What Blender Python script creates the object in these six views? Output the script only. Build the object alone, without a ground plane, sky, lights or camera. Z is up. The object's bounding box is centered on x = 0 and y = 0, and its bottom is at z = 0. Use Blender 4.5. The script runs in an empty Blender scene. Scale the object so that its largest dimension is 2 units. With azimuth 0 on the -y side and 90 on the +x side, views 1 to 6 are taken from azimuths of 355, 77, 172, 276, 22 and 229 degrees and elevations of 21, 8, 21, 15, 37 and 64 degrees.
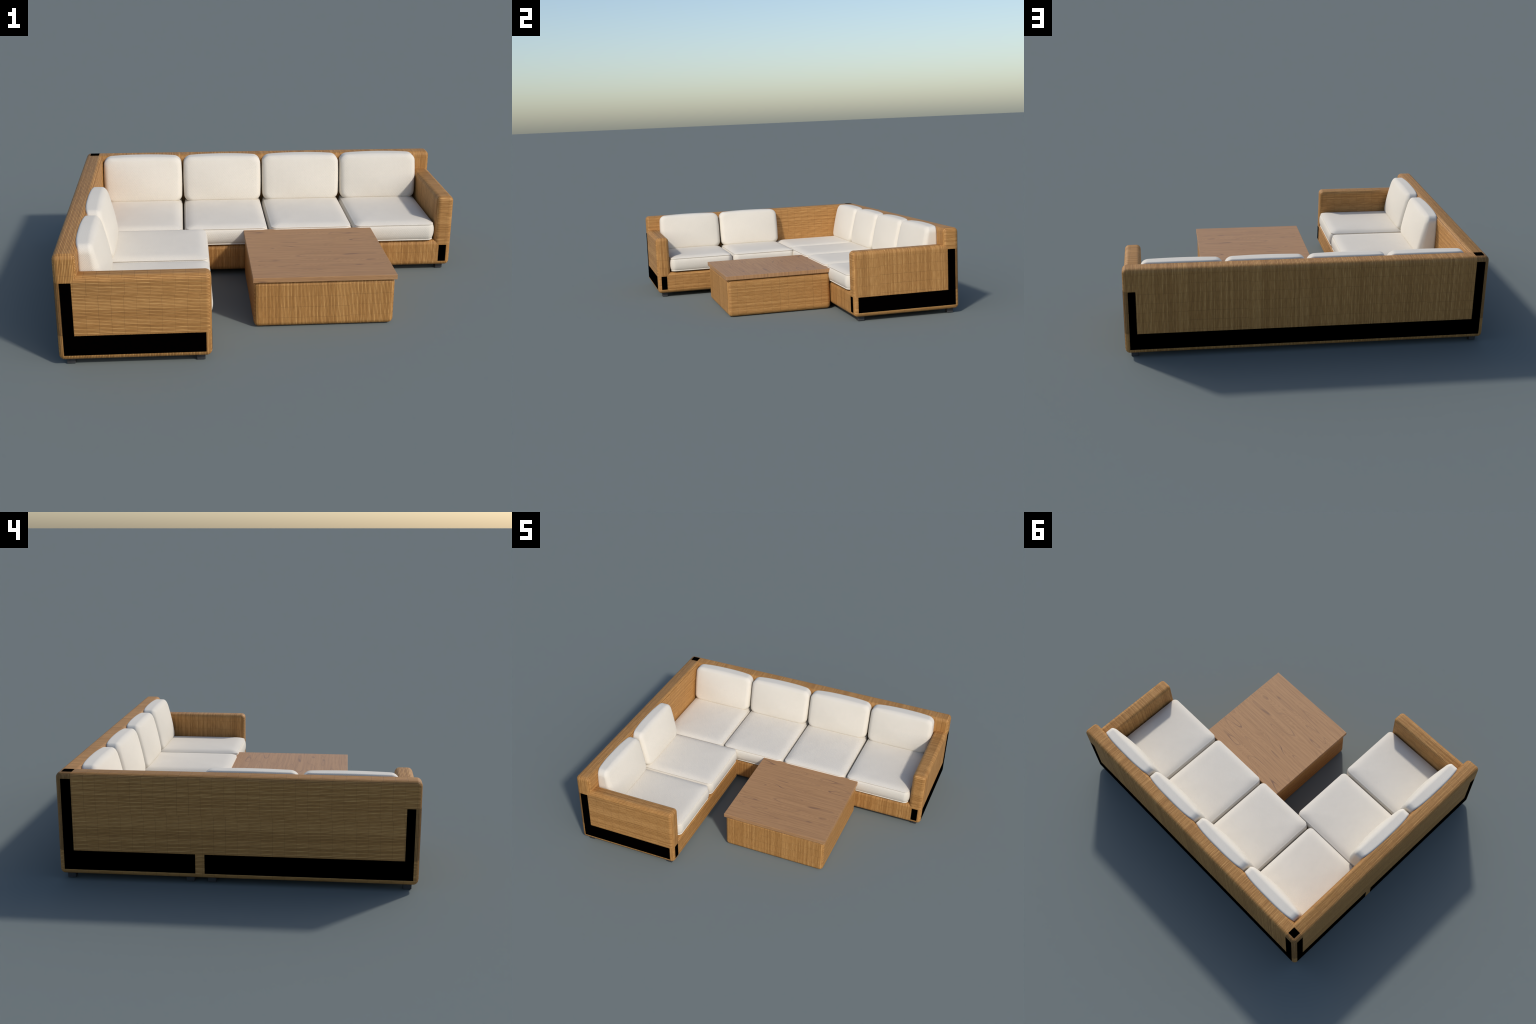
import bpy, math
import numpy as np

# ------------------------------------------------------------------ sizes (metres)
EDGE = 0.025                      # rounding of every woven box
X0, X1 = -1.0, 1.0                # outside of the corner sofa
Y0, Y1 = -0.832, 0.832
Z_BASE, Z_SEAT, Z_ARM, Z_BACK = 0.0258, 0.170, 0.416, 0.5170
SPLIT = 0.167                     # where the long and the short module meet
SHORT_X = -0.334                  # front of the short module
BACK_X, BACK_Y = -0.901, 0.735    # inner faces of the two back rests
ARM_X, ARM_Y = 0.909, -0.742      # inner faces of the two arm rests
Z_WALL = 0.146                    # walls stand on the bases from here up
LOW, HIGH, TALL = 0.0515, 0.391, 0.4893   # heights of the painted overlap black


# ------------------------------------------------------------------ node helpers
class Nodes:
    def __init__(self, name):
        self.mat = bpy.data.materials.new(name)
        self.mat.use_nodes = True
        self.t = self.mat.node_tree
        self.t.nodes.clear()
        self.out = self.t.nodes.new("ShaderNodeOutputMaterial")
        self.bsdf = self.t.nodes.new("ShaderNodeBsdfPrincipled")
        self.t.links.new(self.bsdf.outputs[0], self.out.inputs[0])

    def put(self, socket, value):
        if isinstance(value, bpy.types.NodeSocket):
            self.t.links.new(value, socket)
        elif value is not None:
            socket.default_value = value

    def math(self, op, a, b=None, c=None, clamp=False):
        n = self.t.nodes.new("ShaderNodeMath")
        n.operation, n.use_clamp = op, clamp
        for i, v in enumerate((a, b, c)):
            self.put(n.inputs[i], v)
        return n.outputs[0]

    def xyz(self):
        c = self.t.nodes.new("ShaderNodeTexCoord")
        s = self.t.nodes.new("ShaderNodeSeparateXYZ")
        self.t.links.new(c.outputs["Object"], s.inputs[0])
        return s.outputs[0], s.outputs[1], s.outputs[2]

    def vec(self, x=0.0, y=0.0, z=0.0):
        n = self.t.nodes.new("ShaderNodeCombineXYZ")
        for i, v in enumerate((x, y, z)):
            self.put(n.inputs[i], v)
        return n.outputs[0]

    def noise(self, vec, scale=1.0, detail=2.0, rough=0.5, dist=0.0):
        n = self.t.nodes.new("ShaderNodeTexNoise")
        self.put(n.inputs["Vector"], vec)
        n.inputs["Scale"].default_value = scale
        n.inputs["Detail"].default_value = detail
        n.inputs["Roughness"].default_value = rough
        n.inputs["Distortion"].default_value = dist
        return n.outputs[0]

    def white(self, vec):
        n = self.t.nodes.new("ShaderNodeTexWhiteNoise")
        n.noise_dimensions = "3D"
        self.put(n.inputs["Vector"], vec)
        return n.outputs["Value"]

    def rng(self, v, a, b, c, d, smooth=False):
        n = self.t.nodes.new("ShaderNodeMapRange")
        n.interpolation_type = "SMOOTHSTEP" if smooth else "LINEAR"
        n.clamp = True
        for i, x in enumerate((v, a, b, c, d)):
            self.put(n.inputs[i], x)
        return n.outputs[0]

    def ramp(self, v, stops):
        n = self.t.nodes.new("ShaderNodeValToRGB")
        e = n.color_ramp.elements
        while len(e) < len(stops):
            e.new(0.5)
        for el, (p, col) in zip(e, stops):
            el.position, el.color = p, (*col, 1.0)
        self.put(n.inputs[0], v)
        return n.outputs[0]

    def mix(self, fac, a, b, mode="MIX"):
        n = self.t.nodes.new("ShaderNodeMix")
        n.data_type, n.blend_type = "RGBA", mode
        self.put(n.inputs[0], fac)
        for i, v in ((6, a), (7, b)):
            self.put(n.inputs[i], (*v, 1.0) if isinstance(v, tuple) else v)
        return n.outputs[2]

    def bump(self, height, strength, distance):
        n = self.t.nodes.new("ShaderNodeBump")
        n.inputs["Strength"].default_value = strength
        n.inputs["Distance"].default_value = distance
        self.put(n.inputs["Height"], height)
        self.t.links.new(n.outputs[0], self.bsdf.inputs["Normal"])


# ------------------------------------------------------------------ materials
STRAND = 0.0066          # pitch of the rattan strands
BAND = 0.054             # distance of the cross seams


def rattan(name, along, across, tone=1.0):
    """Thin rattan strands running along one axis of the object, laid side by side across another."""
    m = Nodes(name)
    p = dict(zip("xyz", m.xyz()))
    a, c0, third = p[along], p[across], p[({"x", "y", "z"} - {along, across}).pop()]
    wob = m.noise(m.vec(m.math("MULTIPLY", a, 9.0), m.math("MULTIPLY", c0, 14.0), m.math("MULTIPLY", third, 2.0)), 1.0, 2.0)
    c = m.math("ADD", c0, m.math("MULTIPLY", m.math("SUBTRACT", wob, 0.5), 0.006))
    s = m.math("DIVIDE", c, STRAND)
    index = m.math("FLOOR", s)
    # round cross-section of one strand
    f = m.math("FRACT", s)
    prof = m.math("SINE", m.math("MULTIPLY", f, math.pi))
    pick = m.white(m.vec(index, 3.7, 1.3))
    # segments between the cross seams, staggered from panel to panel
    panel = m.math("FLOOR", m.math("DIVIDE", c0, 0.33))
    shift = m.math("MULTIPLY", m.white(m.vec(panel, 9.1, 4.4)), 0.012)
    seg = m.math("DIVIDE", m.math("ADD", a, shift), BAND)
    cell = m.math("FLOOR", seg)
    near = m.math("ABSOLUTE", m.math("SUBTRACT", m.math("FRACT", seg), 0.5))
    seam = m.rng(near, 0.478, 0.494, 0.0, 1.0, True)
    seam = m.math("MULTIPLY", seam, m.rng(m.white(m.vec(cell, panel, 7.7)), 0.0, 1.0, 0.25, 1.0))
    pick2 = m.white(m.vec(index, cell, 2.9))
    streak = m.noise(m.vec(m.math("MULTIPLY", a, 3.0), m.math("MULTIPLY", c0, 45.0), m.math("MULTIPLY", third, 3.0)), 1.0, 3.0, 0.6)
    fine = m.noise(m.vec(m.math("MULTIPLY", a, 22.0), m.math("MULTIPLY", c0, 420.0), m.math("MULTIPLY", third, 20.0)), 1.0, 2.0, 0.6)
    v = m.math("MULTIPLY", pick, 0.15)
    v = m.math("ADD", v, m.math("MULTIPLY", pick2, 0.05))
    v = m.math("ADD", v, m.math("MULTIPLY", streak, 0.12))
    v = m.math("ADD", v, m.math("MULTIPLY", fine, 0.44))
    v = m.math("ADD", v, m.math("MULTIPLY", m.math("SUBTRACT", prof, 0.64), 0.36))
    k = tone
    col = m.ramp(v, [(0.03, (0.150 * k, 0.066 * k, 0.017 * k)),
                     (0.255, (0.325 * k, 0.152 * k, 0.041 * k)),
                     (0.445, (0.450 * k, 0.218 * k, 0.062 * k)),
                     (0.66, (0.680 * k, 0.385 * k, 0.140 * k))])
    col = m.mix(m.math("MULTIPLY", seam, 0.55), col, (0.13 * k, 0.058 * k, 0.018 * k))
    m.put(m.bsdf.inputs["Base Color"], col)
    m.bsdf.inputs["Roughness"].default_value = 0.62
    m.bsdf.inputs["Specular IOR Level"].default_value = 0.3
    h = m.math("ADD", prof, m.math("MULTIPLY", fine, 0.5))
    h = m.math("SUBTRACT", h, m.math("MULTIPLY", seam, 0.5))
    m.bump(h, 0.55, 0.0012)
    return m.mat


def cloth():
    """Off-white upholstery in a coarse staggered weave."""
    m = Nodes("woven_cloth")
    w = [m.math("COSINE", m.math("MULTIPLY", q, 2 * math.pi / pitch)) for q, pitch in zip(m.xyz(), (0.0098, 0.0092, 0.0086))]
    # the weave lies in the plane of each side of the cushion
    nrm = m.t.nodes.new("ShaderNodeSeparateXYZ")
    m.t.links.new(m.t.nodes.new("ShaderNodeTexCoord").outputs["Normal"], nrm.inputs[0])
    h = None
    for i in range(3):
        part = m.math("MULTIPLY", w[(i + 1) % 3], w[(i + 2) % 3])
        part = m.math("POWER", m.math("MAXIMUM", part, 0.0), 0.8)      # separate round stitches, staggered
        part = m.math("MULTIPLY", part, m.math("POWER", m.math("ABSOLUTE", nrm.outputs[i]), 4.0))
        h = part if h is None else m.math("ADD", h, part)
    c = m.t.nodes.new("ShaderNodeTexCoord").outputs["Object"]
    big = m.noise(c, 9.0, 2.0)
    thread = m.noise(c, 240.0, 2.0)
    v = m.math("ADD", m.math("MULTIPLY", m.math("SUBTRACT", h, 0.2), 0.24), m.math("MULTIPLY", m.math("SUBTRACT", thread, 0.5), 0.25))
    v = m.math("ADD", v, m.math("MULTIPLY", m.math("SUBTRACT", big, 0.5), 0.18))
    col = m.ramp(m.math("ADD", v, 0.5), [(0.15, (0.640, 0.580, 0.488)), (0.5, (0.750, 0.692, 0.595)), (0.85, (0.820, 0.768, 0.675))])
    m.put(m.bsdf.inputs["Base Color"], col)
    m.bsdf.inputs["Roughness"].default_value = 0.9
    m.bsdf.inputs["Specular IOR Level"].default_value = 0.15
    m.bump(h, 0.4, 0.001)
    return m.mat


def veneer(name, across):
    """Board with grain along x; growth rings cut into loops and arches where the figure swells."""
    m = Nodes(name)
    p = dict(zip("xyz", m.xyz()))
    x, a = p["x"], p[across]
    # slow swelling figure, stretched along the grain
    swell = m.noise(m.vec(m.math("MULTIPLY", x, 2.5), m.math("MULTIPLY", a, 14.0), 5.3), 1.0, 0.0, 0.3)
    ripple = m.noise(m.vec(m.math("MULTIPLY", x, 8.0), m.math("MULTIPLY", a, 24.0), 2.2), 1.0, 1.0, 0.5)
    h = m.math("ADD", m.math("MULTIPLY", a, 5.5), m.math("MULTIPLY", swell, 2.1))
    h = m.math("ADD", h, m.math("MULTIPLY", ripple, 0.11))
    coarse = m.math("FRACT", m.math("MULTIPLY", h, 2.6))
    line = m.rng(m.math("ABSOLUTE", m.math("SUBTRACT", coarse, 0.5)), 0.0, 0.085, 1.0, 0.0, True)
    rings = m.math("SINE", m.math("MULTIPLY", h, 2 * math.pi * 17.0))
    fibre = m.noise(m.vec(m.math("MULTIPLY", x, 7.0), m.math("MULTIPLY", a, 330.0), 1.0), 1.0, 3.0, 0.6)
    streak = m.noise(m.vec(m.math("MULTIPLY", x, 2.0), m.math("MULTIPLY", a, 75.0), 8.0), 1.0, 3.0, 0.6)
    mark = m.rng(m.noise(m.vec(m.math("MULTIPLY", x, 6.0), m.math("MULTIPLY", a, 12.0), 3.0), 1.0, 1.0), 0.43, 0.62, 0.0, 1.0, True)
    v = m.math("ADD", m.math("MULTIPLY", fibre, 0.30), m.math("MULTIPLY", streak, 0.50))
    v = m.math("ADD", v, m.math("MULTIPLY", rings, 0.034))
    col = m.ramp(v, [(0.18, (0.290, 0.148, 0.068)), (0.42, (0.440, 0.238, 0.108)), (0.66, (0.510, 0.292, 0.140))])
    faint = m.math("MULTIPLY", line, 0.22)
    strong = m.math("MULTIPLY", m.math("MULTIPLY", line, mark), 0.62)
    col = m.mix(m.math("MAXIMUM", faint, strong), col, (0.120, 0.062, 0.052))
    m.put(m.bsdf.inputs["Base Color"], col)
    m.bsdf.inputs["Roughness"].default_value = 0.5
    m.bsdf.inputs["Specular IOR Level"].default_value = 0.3
    m.bump(fibre, 0.12, 0.0006)
    return m.mat


def plain(name, col, rough, spec=0.3):
    m = Nodes(name)
    c = m.t.nodes.new("ShaderNodeTexCoord").outputs["Object"]
    g = m.noise(c, 60.0, 2.0)
    lo = tuple(x * 0.85 for x in col)
    hi = tuple(x * 1.15 for x in col)
    m.put(m.bsdf.inputs["Base Color"], m.ramp(g, [(0.3, lo), (0.7, hi)]))
    m.bsdf.inputs["Roughness"].default_value = rough
    m.bsdf.inputs["Specular IOR Level"].default_value = spec
    return m.mat


# strands per face axis: (x face, y face, z face)
LENGTHWISE = [rattan("rattan_x_face_lengthwise", "y", "z"), rattan("rattan_y_face_upright", "z", "x"), rattan("rattan_top_crosswise", "y", "x")]
CROSSWISE = [rattan("rattan_x_face_upright", "z", "y"), rattan("rattan_y_face_lengthwise", "x", "z"), rattan("rattan_top_lengthwise", "x", "y")]
DARK = 0.62  # same rattan, darkened for the partial render black on coincident rounded corners
LENGTHWISE_DARK = [rattan("shade_darkened_rattan_x_face", "z", "y", DARK), rattan("shade_darkened_rattan_y_face", "z", "x", DARK), rattan("shade_darkened_rattan_top", "y", "x", DARK)]
CLOTH = cloth()
WOOD_TOP, WOOD_SIDE = veneer("wood_board", "y"), veneer("wood_board_edge", "z")
BLACK = plain("painted_overlap_black", (0.0006, 0.0005, 0.0004), 1.0, 0.0)
RUBBER = plain("dark_plastic", (0.045, 0.045, 0.048), 0.55)


# ------------------------------------------------------------------ mesh helpers
def lattice_shell(ticks):
    """Quads on the surface of a box cut at the given positions on each axis; yields points, faces, face axes."""
    pts, index, faces, axes = [], {}, [], []

    def vid(p):
        key = tuple(round(v, 6) for v in p)
        if key not in index:
            index[key] = len(pts)
            pts.append(p)
        return index[key]

    for ax in range(3):
        u, v = (ax + 1) % 3, (ax + 2) % 3
        for side, w in ((-1, ticks[ax][0]), (1, ticks[ax][-1])):
            for i in range(len(ticks[u]) - 1):
                for j in range(len(ticks[v]) - 1):
                    quad = []
                    for du, dv in ((0, 0), (1, 0), (1, 1), (0, 1)):
                        p = [0.0, 0.0, 0.0]
                        p[ax], p[u], p[v] = w, ticks[u][i + du], ticks[v][j + dv]
                        quad.append(vid(tuple(p)))
                    faces.append(quad if side > 0 else quad[::-1])
                    axes.append(ax)
    return np.array(pts), faces, axes


def axis_ticks(lo, hi, r_lo, r_hi, cuts, steps=5):
    t = {lo, hi, lo + r_lo, hi - r_hi}
    for k in range(1, steps):
        d = math.tan(math.radians(45.0 * k / steps))
        if r_lo:
            t.add(lo + r_lo - r_lo * d)
        if r_hi:
            t.add(hi - r_hi + r_hi * d)
    t |= {c for c in cuts if lo + r_lo < c < hi - r_hi}
    return sorted(t)


def new_object(name, verts, faces, parent, mats, slots=None, normals=None, smooth=True, at=(0, 0, 0)):
    me = bpy.data.meshes.new(name)
    me.from_pydata([tuple(map(float, v)) for v in verts], [], faces)
    for m in mats:
        me.materials.append(m)
    if slots is not None:
        me.polygons.foreach_set("material_index", slots)
    me.polygons.foreach_set("use_smooth", [smooth] * len(me.polygons))
    me.update()
    if normals is not None:
        me.normals_split_custom_set_from_vertices([tuple(map(float, n)) for n in normals])
    ob = bpy.data.objects.new(name, me)
    bpy.context.scene.collection.objects.link(ob)
    ob.parent = parent
    ob.location = at
    return ob


def rounded_box(name, lo, hi, parent, mats, r=EDGE, sharp=(), dark=None, dark_mats=None, cuts=((), (), ())):
    """Box with round edges; `sharp` lists sides (axis, -1/+1) left square. `dark(p)` picks faces tinted darker for overlap shading."""
    lo, hi = np.array(lo, float), np.array(hi, float)
    rl = [0.0 if (a, -1) in sharp else r for a in range(3)]
    rh = [0.0 if (a, 1) in sharp else r for a in range(3)]
    ticks = [axis_ticks(lo[a], hi[a], rl[a], rh[a], cuts[a]) for a in range(3)]
    p, faces, axes = lattice_shell(ticks)
    q = np.clip(p, lo + rl, hi - rh)
    d = p - q
    n = np.linalg.norm(d, axis=1)
    dirs = np.where(n[:, None] > 1e-9, d / np.maximum(n, 1e-9)[:, None], 0.0)
    out = q + dirs * r
    flat = n <= 1e-9
    mid = (lo + hi) / 2
    dirs[flat] = (p[flat] - mid) / np.linalg.norm(p[flat] - mid, axis=1)[:, None]
    slots = []
    for f, ax in zip(faces, axes):
        s = ax
        if dark is not None and dark(p[f].mean(axis=0)):
            s = 3 + ax
        slots.append(s)
    return new_object(name, out, faces, parent, list(mats) + list(dark_mats or []), slots, dirs)


def slab(name, plane_axis, at, outward, outline, parent, proud=0.0008, depth=0.003):
    """Flat panel with a polygon outline (u, v) set into a face and standing a hair proud of it."""
    u, v = [a for a in range(3) if a != plane_axis]
    k = len(outline)
    verts = []
    for off in (proud * outward, -depth * outward):
        for a, b in outline:
            p = [0, 0, 0]
            p[plane_axis], p[u], p[v] = at + off, a, b
            verts.append(p)
    faces = [list(range(k)), list(range(2 * k - 1, k - 1, -1))]
    faces += [[i, i + k, (i + 1) % k + k, (i + 1) % k] for i in range(k)]
    ob = new_object(name, verts, faces, parent, [BLACK], smooth=False)
    import bmesh
    bm = bmesh.new()
    bm.from_mesh(ob.data)
    bmesh.ops.recalc_face_normals(bm, faces=bm.faces)
    bm.to_mesh(ob.data)
    bm.free()
    return ob


def rect(a0, a1, b0, b1):
    return [(a0, b0), (a1, b0), (a1, b1), (a0, b1)]


def thing(name, label, category, at):
    e = bpy.data.objects.new(name, None)
    e.empty_display_size = 0.1
    bpy.context.scene.collection.objects.link(e)
    e["label"], e["category"] = label, category
    return e


# ------------------------------------------------------------------ sofa frame
sofa = thing("corner_sofa", "L-shaped woven rattan corner sofa with white cushions", "corner sofa", (0, 0, 0))

rounded_box("seat_base", (X0, SPLIT, Z_BASE), (X1, Y1, Z_SEAT), sofa, LENGTHWISE)
rounded_box("seat_base", (X0, Y0, Z_BASE), (SHORT_X, SPLIT, Z_SEAT), sofa, LENGTHWISE)

C = EDGE
rounded_box("backrest", (X0, BACK_Y, Z_WALL), (X1, Y1, Z_BACK), sofa, LENGTHWISE, sharp=((2, -1),),
            dark=lambda p: (p[1] > Y1 - C and ((p[0] < X0 + C and p[2] < TALL) or (p[0] > X1 - C and p[2] < HIGH)))
            or (p[2] > TALL and p[0] < X0 + 0.074 and p[1] > Y1 - 0.074 and (p[0] < X0 + C or p[1] > Y1 - C)),
            dark_mats=LENGTHWISE_DARK, cuts=((X0 + 0.074,), (), (HIGH, TALL)))
rounded_box("backrest", (X0, Y0, Z_WALL), (BACK_X, BACK_Y + C + 0.0005, Z_BACK), sofa, LENGTHWISE, sharp=((2, -1), (1, 1)),
            dark=lambda p: p[1] < Y0 + C and p[0] < X0 + C and p[2] < HIGH,
            dark_mats=LENGTHWISE_DARK, cuts=((), (), (HIGH,)))
rounded_box("armrest", (ARM_X, SPLIT, Z_WALL), (X1, BACK_Y + C + 0.0005, Z_ARM), sofa, CROSSWISE, sharp=((2, -1), (1, 1)))
rounded_box("armrest", (BACK_X - C - 0.0005, Y0, Z_WALL), (SHORT_X, ARM_Y, Z_ARM), sofa, CROSSWISE, sharp=((2, -1), (0, -1)))
# strip of the backrest that reaches down over the joint of the two bases
rounded_box("joint_cover", (X0, 0.1455, Z_BASE), (X0 + 0.06, 0.1887, 0.1465), sofa, LENGTHWISE, sharp=((1, -1), (1, 1), (2, 1), (0, 1)))

# ------------------------------------------------------------------ render black of coplanar faces, modelled as thin black slabs
def ell(corner, inner, end, top, low=LOW, mid=0.1447):
    """L outline: upright from corner to inner up to `top`, foot running on to `end`."""
    return [(corner, low), (end, low), (end, mid), (inner, mid), (inner, top), (corner, top)]


slab("painted_overlap_black", 1, Y0, -1, ell(-0.975, -0.926, -0.359, HIGH - 0.0005), sofa)
slab("painted_overlap_black", 0, SHORT_X, 1, rect(-0.807, -0.7675, LOW, 0.1447), sofa)
slab("painted_overlap_black", 0, X0, -1, ell(-0.807, -0.767, 0.1455, HIGH), sofa)
slab("painted_overlap_black", 0, X0, -1, ell(0.807, 0.7595, 0.1887, TALL), sofa)
slab("painted_overlap_black", 1, Y1, 1, [(-0.975, LOW), (0.974, LOW), (0.974, HIGH - 0.001), (0.933, HIGH - 0.001), (0.933, 0.1447), (-0.9265, 0.1447), (-0.9265, TALL), (-0.975, TALL)], sofa)
slab("painted_overlap_black", 0, X1, 1, ell(0.807, 0.7605, 0.1925, HIGH), sofa)
slab("painted_overlap_black", 1, SPLIT, -1, rect(0.9345, 0.975, LOW, 0.1447), sofa)
slab("painted_overlap_black", 2, Z_BACK, 1, rect(-0.975, -0.926, 0.7585, 0.807), sofa)

# ------------------------------------------------------------------ feet
FOOT = 0.0385


def foot_mesh():
    p, f, ax = lattice_shell([axis_ticks(-FOOT / 2, FOOT / 2, 0.003, 0.003, (), 2), axis_ticks(-FOOT / 2, FOOT / 2, 0.003, 0.003, (), 2), [0.0, 0.034]])
    lo, hi = np.array([-FOOT / 2 + 0.003] * 2 + [0]), np.array([FOOT / 2 - 0.003] * 2 + [0.034])
    q = np.clip(p, lo, hi)
    d = p - q
    n = np.linalg.norm(d, axis=1)
    return q + np.where(n[:, None] > 1e-9, d / np.maximum(n, 1e-9)[:, None], 0) * 0.003, f


fv, ff = foot_mesh()
first_foot = None
h = FOOT / 2
for fx, fy in ((X0 + 0.03 + h, Y0 + 0.0285 + h), (SHORT_X - 0.03 - h, Y0 + 0.0285 + h),
               (X0 + 0.033 + h, 0.1355 - h), (SHORT_X - 0.03 - h, 0.1355 - h),
               (X0 + 0.033 + h, 0.198 + h), (X1 - 0.03 - h, 0.198 + h),
               (X0 + 0.03 + h, Y1 - 0.0285 - h), (X1 - 0.03 - h, Y1 - 0.0285 - h)):
    if first_foot is None:
        first_foot = new_object("foot", fv, ff, sofa, [RUBBER], smooth=False, at=(fx, fy, 0))
    else:
        o = first_foot.copy()
        o.location = (fx, fy, 0)
        bpy.context.scene.collection.objects.link(o)

# ------------------------------------------------------------------ seat cushions
SEAT_W, SEAT_D = 0.4245, 0.556     # along the seam
SEAM_R = 0.026


def rounded_rect(hw, hd, r, per_corner=10, per_side=26):
    """Points of a rounded rectangle with outward normals, starting on the right side."""
    pts = []
    corners = ((hw - r, hd - r, 0), (-hw + r, hd - r, 90), (-hw + r, -hd + r, 180), (hw - r, -hd + r, 270))
    for k, (cx, cy, a0) in enumerate(corners):
        for i in range(per_corner + 1):
            a = math.radians(a0 + 90.0 * i / per_corner)
            pts.append((cx + r * math.cos(a), cy + r * math.sin(a), math.cos(a), math.sin(a)))
        nx, ny, na = corners[(k + 1) % 4]
        a = math.radians(a0 + 90)
        x0, y0 = cx + r * math.cos(a), cy + r * math.sin(a)
        x1, y1 = nx + r * math.cos(a), ny + r * math.sin(a)
        for i in range(1, per_side):
            t = i / per_side
            pts.append((x0 + (x1 - x0) * t, y0 + (y1 - y0) * t, math.cos(a), math.sin(a)))
    return np.array(pts)


# (outward offset from the seam, height): crown, piping, bulging side, piping, underside
SEAT_PROFILE = [(-0.060, 0.2800), (-0.046, 0.2794), (-0.034, 0.2782), (-0.024, 0.2763), (-0.015, 0.2737), (-0.008, 0.2710), (-0.003, 0.2684),
                (0.0005, 0.2674), (0.0030, 0.2658), (0.0036, 0.2640), (0.0024, 0.2623), (0.0002, 0.2612),
                (0.0040, 0.2580), (0.0075, 0.2510), (0.0100, 0.2420), (0.0112, 0.2320), (0.0115, 0.2210), (0.0108, 0.2100),
                (0.0090, 0.2000), (0.0062, 0.1910), (0.0025, 0.1840), (0.0004, 0.1822),
                (0.0030, 0.1815), (0.0042, 0.1790), (0.0030, 0.1765), (0.0000, 0.1752), (-0.02, 0.1725), (-0.06, 0.1715)]


def seat_cushion_mesh():
    ring = rounded_rect(SEAT_W / 2, SEAT_D / 2, SEAM_R)
    n = len(ring)
    verts, faces = [], []

    def add_ring(off, z, shrink=1.0):
        for x, y, nx, ny in ring:
            if off < 0:   # offset inwards by scaling towards the middle so corners keep their shape
                sx, sy = 1 + off / (SEAT_W / 2), 1 + off / (SEAT_D / 2)
                verts.append((x * sx * shrink, y * sy * shrink, z))
            else:
                # the bulge dies out a little at the corners of the box
                k = 1.0 - 0.25 * abs(nx * ny) * 2 if 0.184 < z < 0.258 else 1.0
                verts.append((x + nx * off * k, y + ny * off * k, z))

    for s in (0.10, 0.30, 0.5, 0.7, 0.86):
        add_ring(-0.060, 0.2800 + 0.0035 * (1 - s * s), s)
    for off, z in SEAT_PROFILE:
        add_ring(off, z)
    for s in (0.6, 0.2):
        add_ring(-0.06, 0.1712, s)
    rings = len(verts) // n
    for r in range(rings - 1):
        for i in range(n):
            j = (i + 1) % n
            faces.append([r * n + i, (r + 1) * n + i, (r + 1) * n + j, r * n + j])
    verts += [(0, 0, 0.2836), (0, 0, 0.1712)]
    top, bot = len(verts) - 2, len(verts) - 1
    for i in range(n):
        j = (i + 1) % n
        faces.append([top, i, j])
        faces.append([bot, (rings - 1) * n + j, (rings - 1) * n + i])
    return verts, faces


sv, sf = seat_cushion_mesh()
LONG_SLOT = (ARM_X - BACK_X) / 4
SHORT_SLOT = (0.168 - ARM_Y) / 2
first = None
seats = [((BACK_X + LONG_SLOT * (i + 0.5), 0.165 + SEAT_D / 2, 0), 0.0, (1, 1, 1)) for i in range(4)]
k = (SHORT_SLOT - 0.028) / SEAT_W
d = 0.5505 / SEAT_D
seats += [((-0.3365 - 0.5505 / 2, ARM_Y + SHORT_SLOT * (i + 0.5), 0), math.pi / 2, (k, d, 1)) for i in range(2)]
for at, turn, size in seats:
    if first is None:
        first = new_object("seat_cushion", sv, sf, sofa, [CLOTH], at=at)
        ob = first
    else:
        ob = first.copy()
        bpy.context.scene.collection.objects.link(ob)
    ob.location, ob.rotation_euler, ob.scale = at, (0, 0, turn), size

# ------------------------------------------------------------------ back cushions
BACK_W, BOTTOM, TOP = 0.4365, 0.268, 0.5243
ROUND, FRONT_R, REAR_R, DEPTH = 0.038, 0.030, 0.014, 0.10


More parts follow.
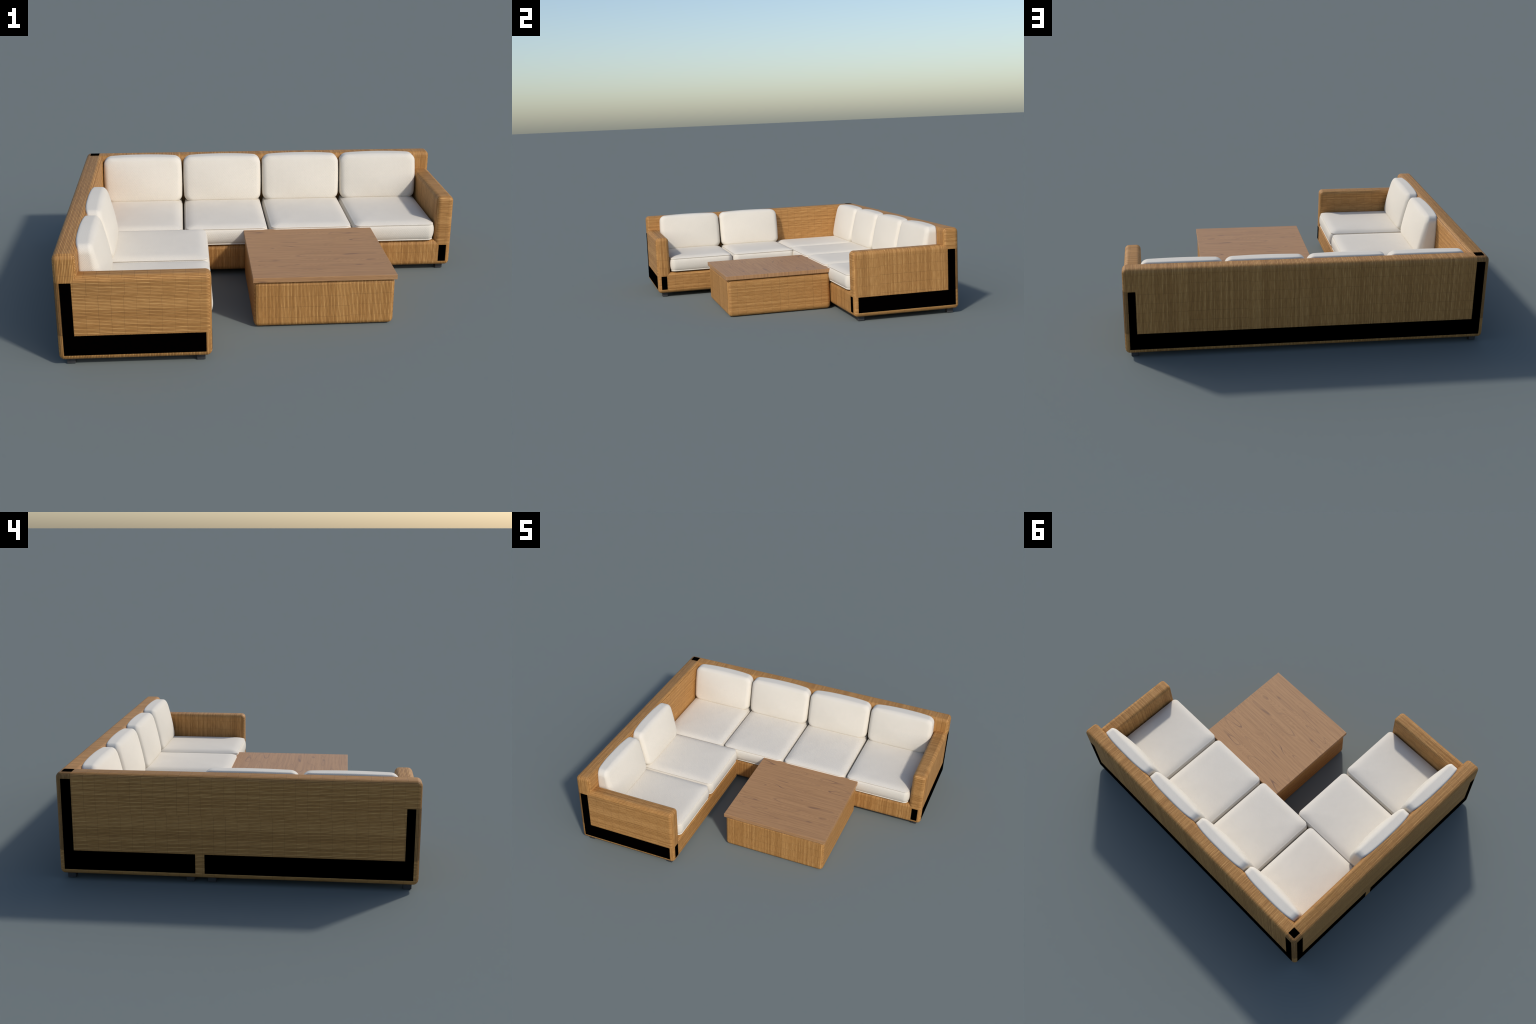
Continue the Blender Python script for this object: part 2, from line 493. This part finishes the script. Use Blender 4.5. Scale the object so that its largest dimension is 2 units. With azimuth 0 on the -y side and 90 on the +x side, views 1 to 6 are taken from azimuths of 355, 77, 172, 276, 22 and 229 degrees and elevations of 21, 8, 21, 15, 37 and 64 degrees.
def back_cushion_mesh():
    """Wedge pillow: rings of the rounded outline carried from the front middle over the edge to the back middle."""
    hw, hh, mid = BACK_W / 2, (TOP - BOTTOM) / 2, (TOP + BOTTOM) / 2
    ring = rounded_rect(hw, hh, ROUND, 10, 24)
    steps = [(s, None, 1.0) for s in (0.12, 0.3, 0.5, 0.7, 0.85)]
    for i in range(8):                                  # front edge
        a = math.radians(90.0 * i / 7)
        steps.append((1.0, FRONT_R * (1 - math.sin(a)), 1 - FRONT_R / DEPTH * (1 - math.cos(a))))
    steps += [(1.0, 0.0, w) for w in (0.66, 0.52, 0.38, 0.24)]
    for i in range(6):                                  # rear edge
        a = math.radians(90.0 * i / 5)
        steps.append((1.0, REAR_R * (1 - math.cos(a)), REAR_R / DEPTH * (1 - math.sin(a))))
    steps += [(s, None, 0.0) for s in (0.8, 0.5, 0.15)]
    pts, faces = [], []
    for s, inset, w in steps:
        if inset is None:
            inset = FRONT_R if w > 0.5 else REAR_R
        for x, z, nx, nz in ring:
            kx, kz = 1 - inset / hw, 1 - 0.75 * inset / hh
            pts.append((x * kx * s, w, mid + z * kz * s))
    n, rings = len(ring), len(steps)
    for r in range(rings - 1):
        for i in range(n):
            j = (i + 1) % n
            faces.append([r * n + i, r * n + j, (r + 1) * n + j, (r + 1) * n + i])
    pts += [(0, 1.0, mid), (0, 0.0, mid)]
    for i in range(n):
        j = (i + 1) % n
        faces.append([rings * n, j, i])
        faces.append([rings * n + 1, (rings - 1) * n + i, (rings - 1) * n + j])
    x, w, z = np.array(pts).T
    u, v = x / hw, (z - BOTTOM) / (TOP - BOTTOM)        # w is 0 at the wall, 1 at the front
    puff = np.clip(1 - np.abs(u) ** 3, 0, 1)
    thick = 0.1165 - 0.215 * (z - 0.28)                 # thinner towards the top
    dome = np.clip(1 - u ** 2, 0, 1) * np.clip(1 - ((z - 0.395) / 0.128) ** 2, 0, 1)
    ny = -w * (thick + 0.021 * dome - 0.002)            # the front swells to a soft dome
    ny = ny + 0.017 * (1 - w) * puff * np.clip(v * 1.6, 0, 1)   # the back pushes into the backrest
    nz = z - 0.006 * u ** 2 * v                         # ends of the top droop a little
    nx = x * (1 + 0.019 * np.clip(1 - (2 * v - 1) ** 2, 0, 1))
    return np.stack([nx, ny, nz], 1), faces


bv, bf = back_cushion_mesh()
first = None
backs = [((BACK_X + LONG_SLOT * (i + 0.5), BACK_Y + 0.001, 0), 0.0, 1.0) for i in range(4)]
backs += [((BACK_X - 0.001, ARM_Y + SHORT_SLOT * (i + 0.5), 0), math.pi / 2, 1.004) for i in range(2)]
for at, turn, wide in backs:
    if first is None:
        first = new_object("back_cushion", bv, bf, sofa, [CLOTH], at=at)
        ob = first
    else:
        ob = first.copy()
        bpy.context.scene.collection.objects.link(ob)
    ob.location, ob.rotation_euler, ob.scale = at, (0, 0, turn), (wide, 1, 1)

# ------------------------------------------------------------------ coffee table
table = thing("coffee_table", "low square rattan coffee table with wooden top", "coffee table", (0, 0, 0))
rounded_box("table_base", (-0.1262, -0.4992, 0.0), (0.5440, 0.1620, 0.2335), table, LENGTHWISE)
rounded_box("table_top", (-0.132, -0.507, 0.232), (0.550, 0.168, 0.2562), table, [WOOD_TOP, WOOD_SIDE, WOOD_TOP], r=0.0018)

# stand each thing's Empty at its own base without moving its parts
from mathutils import Matrix
for owner, base in ((sofa, (-0.3, 0.3, 0.0)), (table, (0.209, -0.1695, 0.0))):
    owner.location = base
    for part in owner.children:
        part.matrix_parent_inverse = Matrix.Translation(base).inverted()
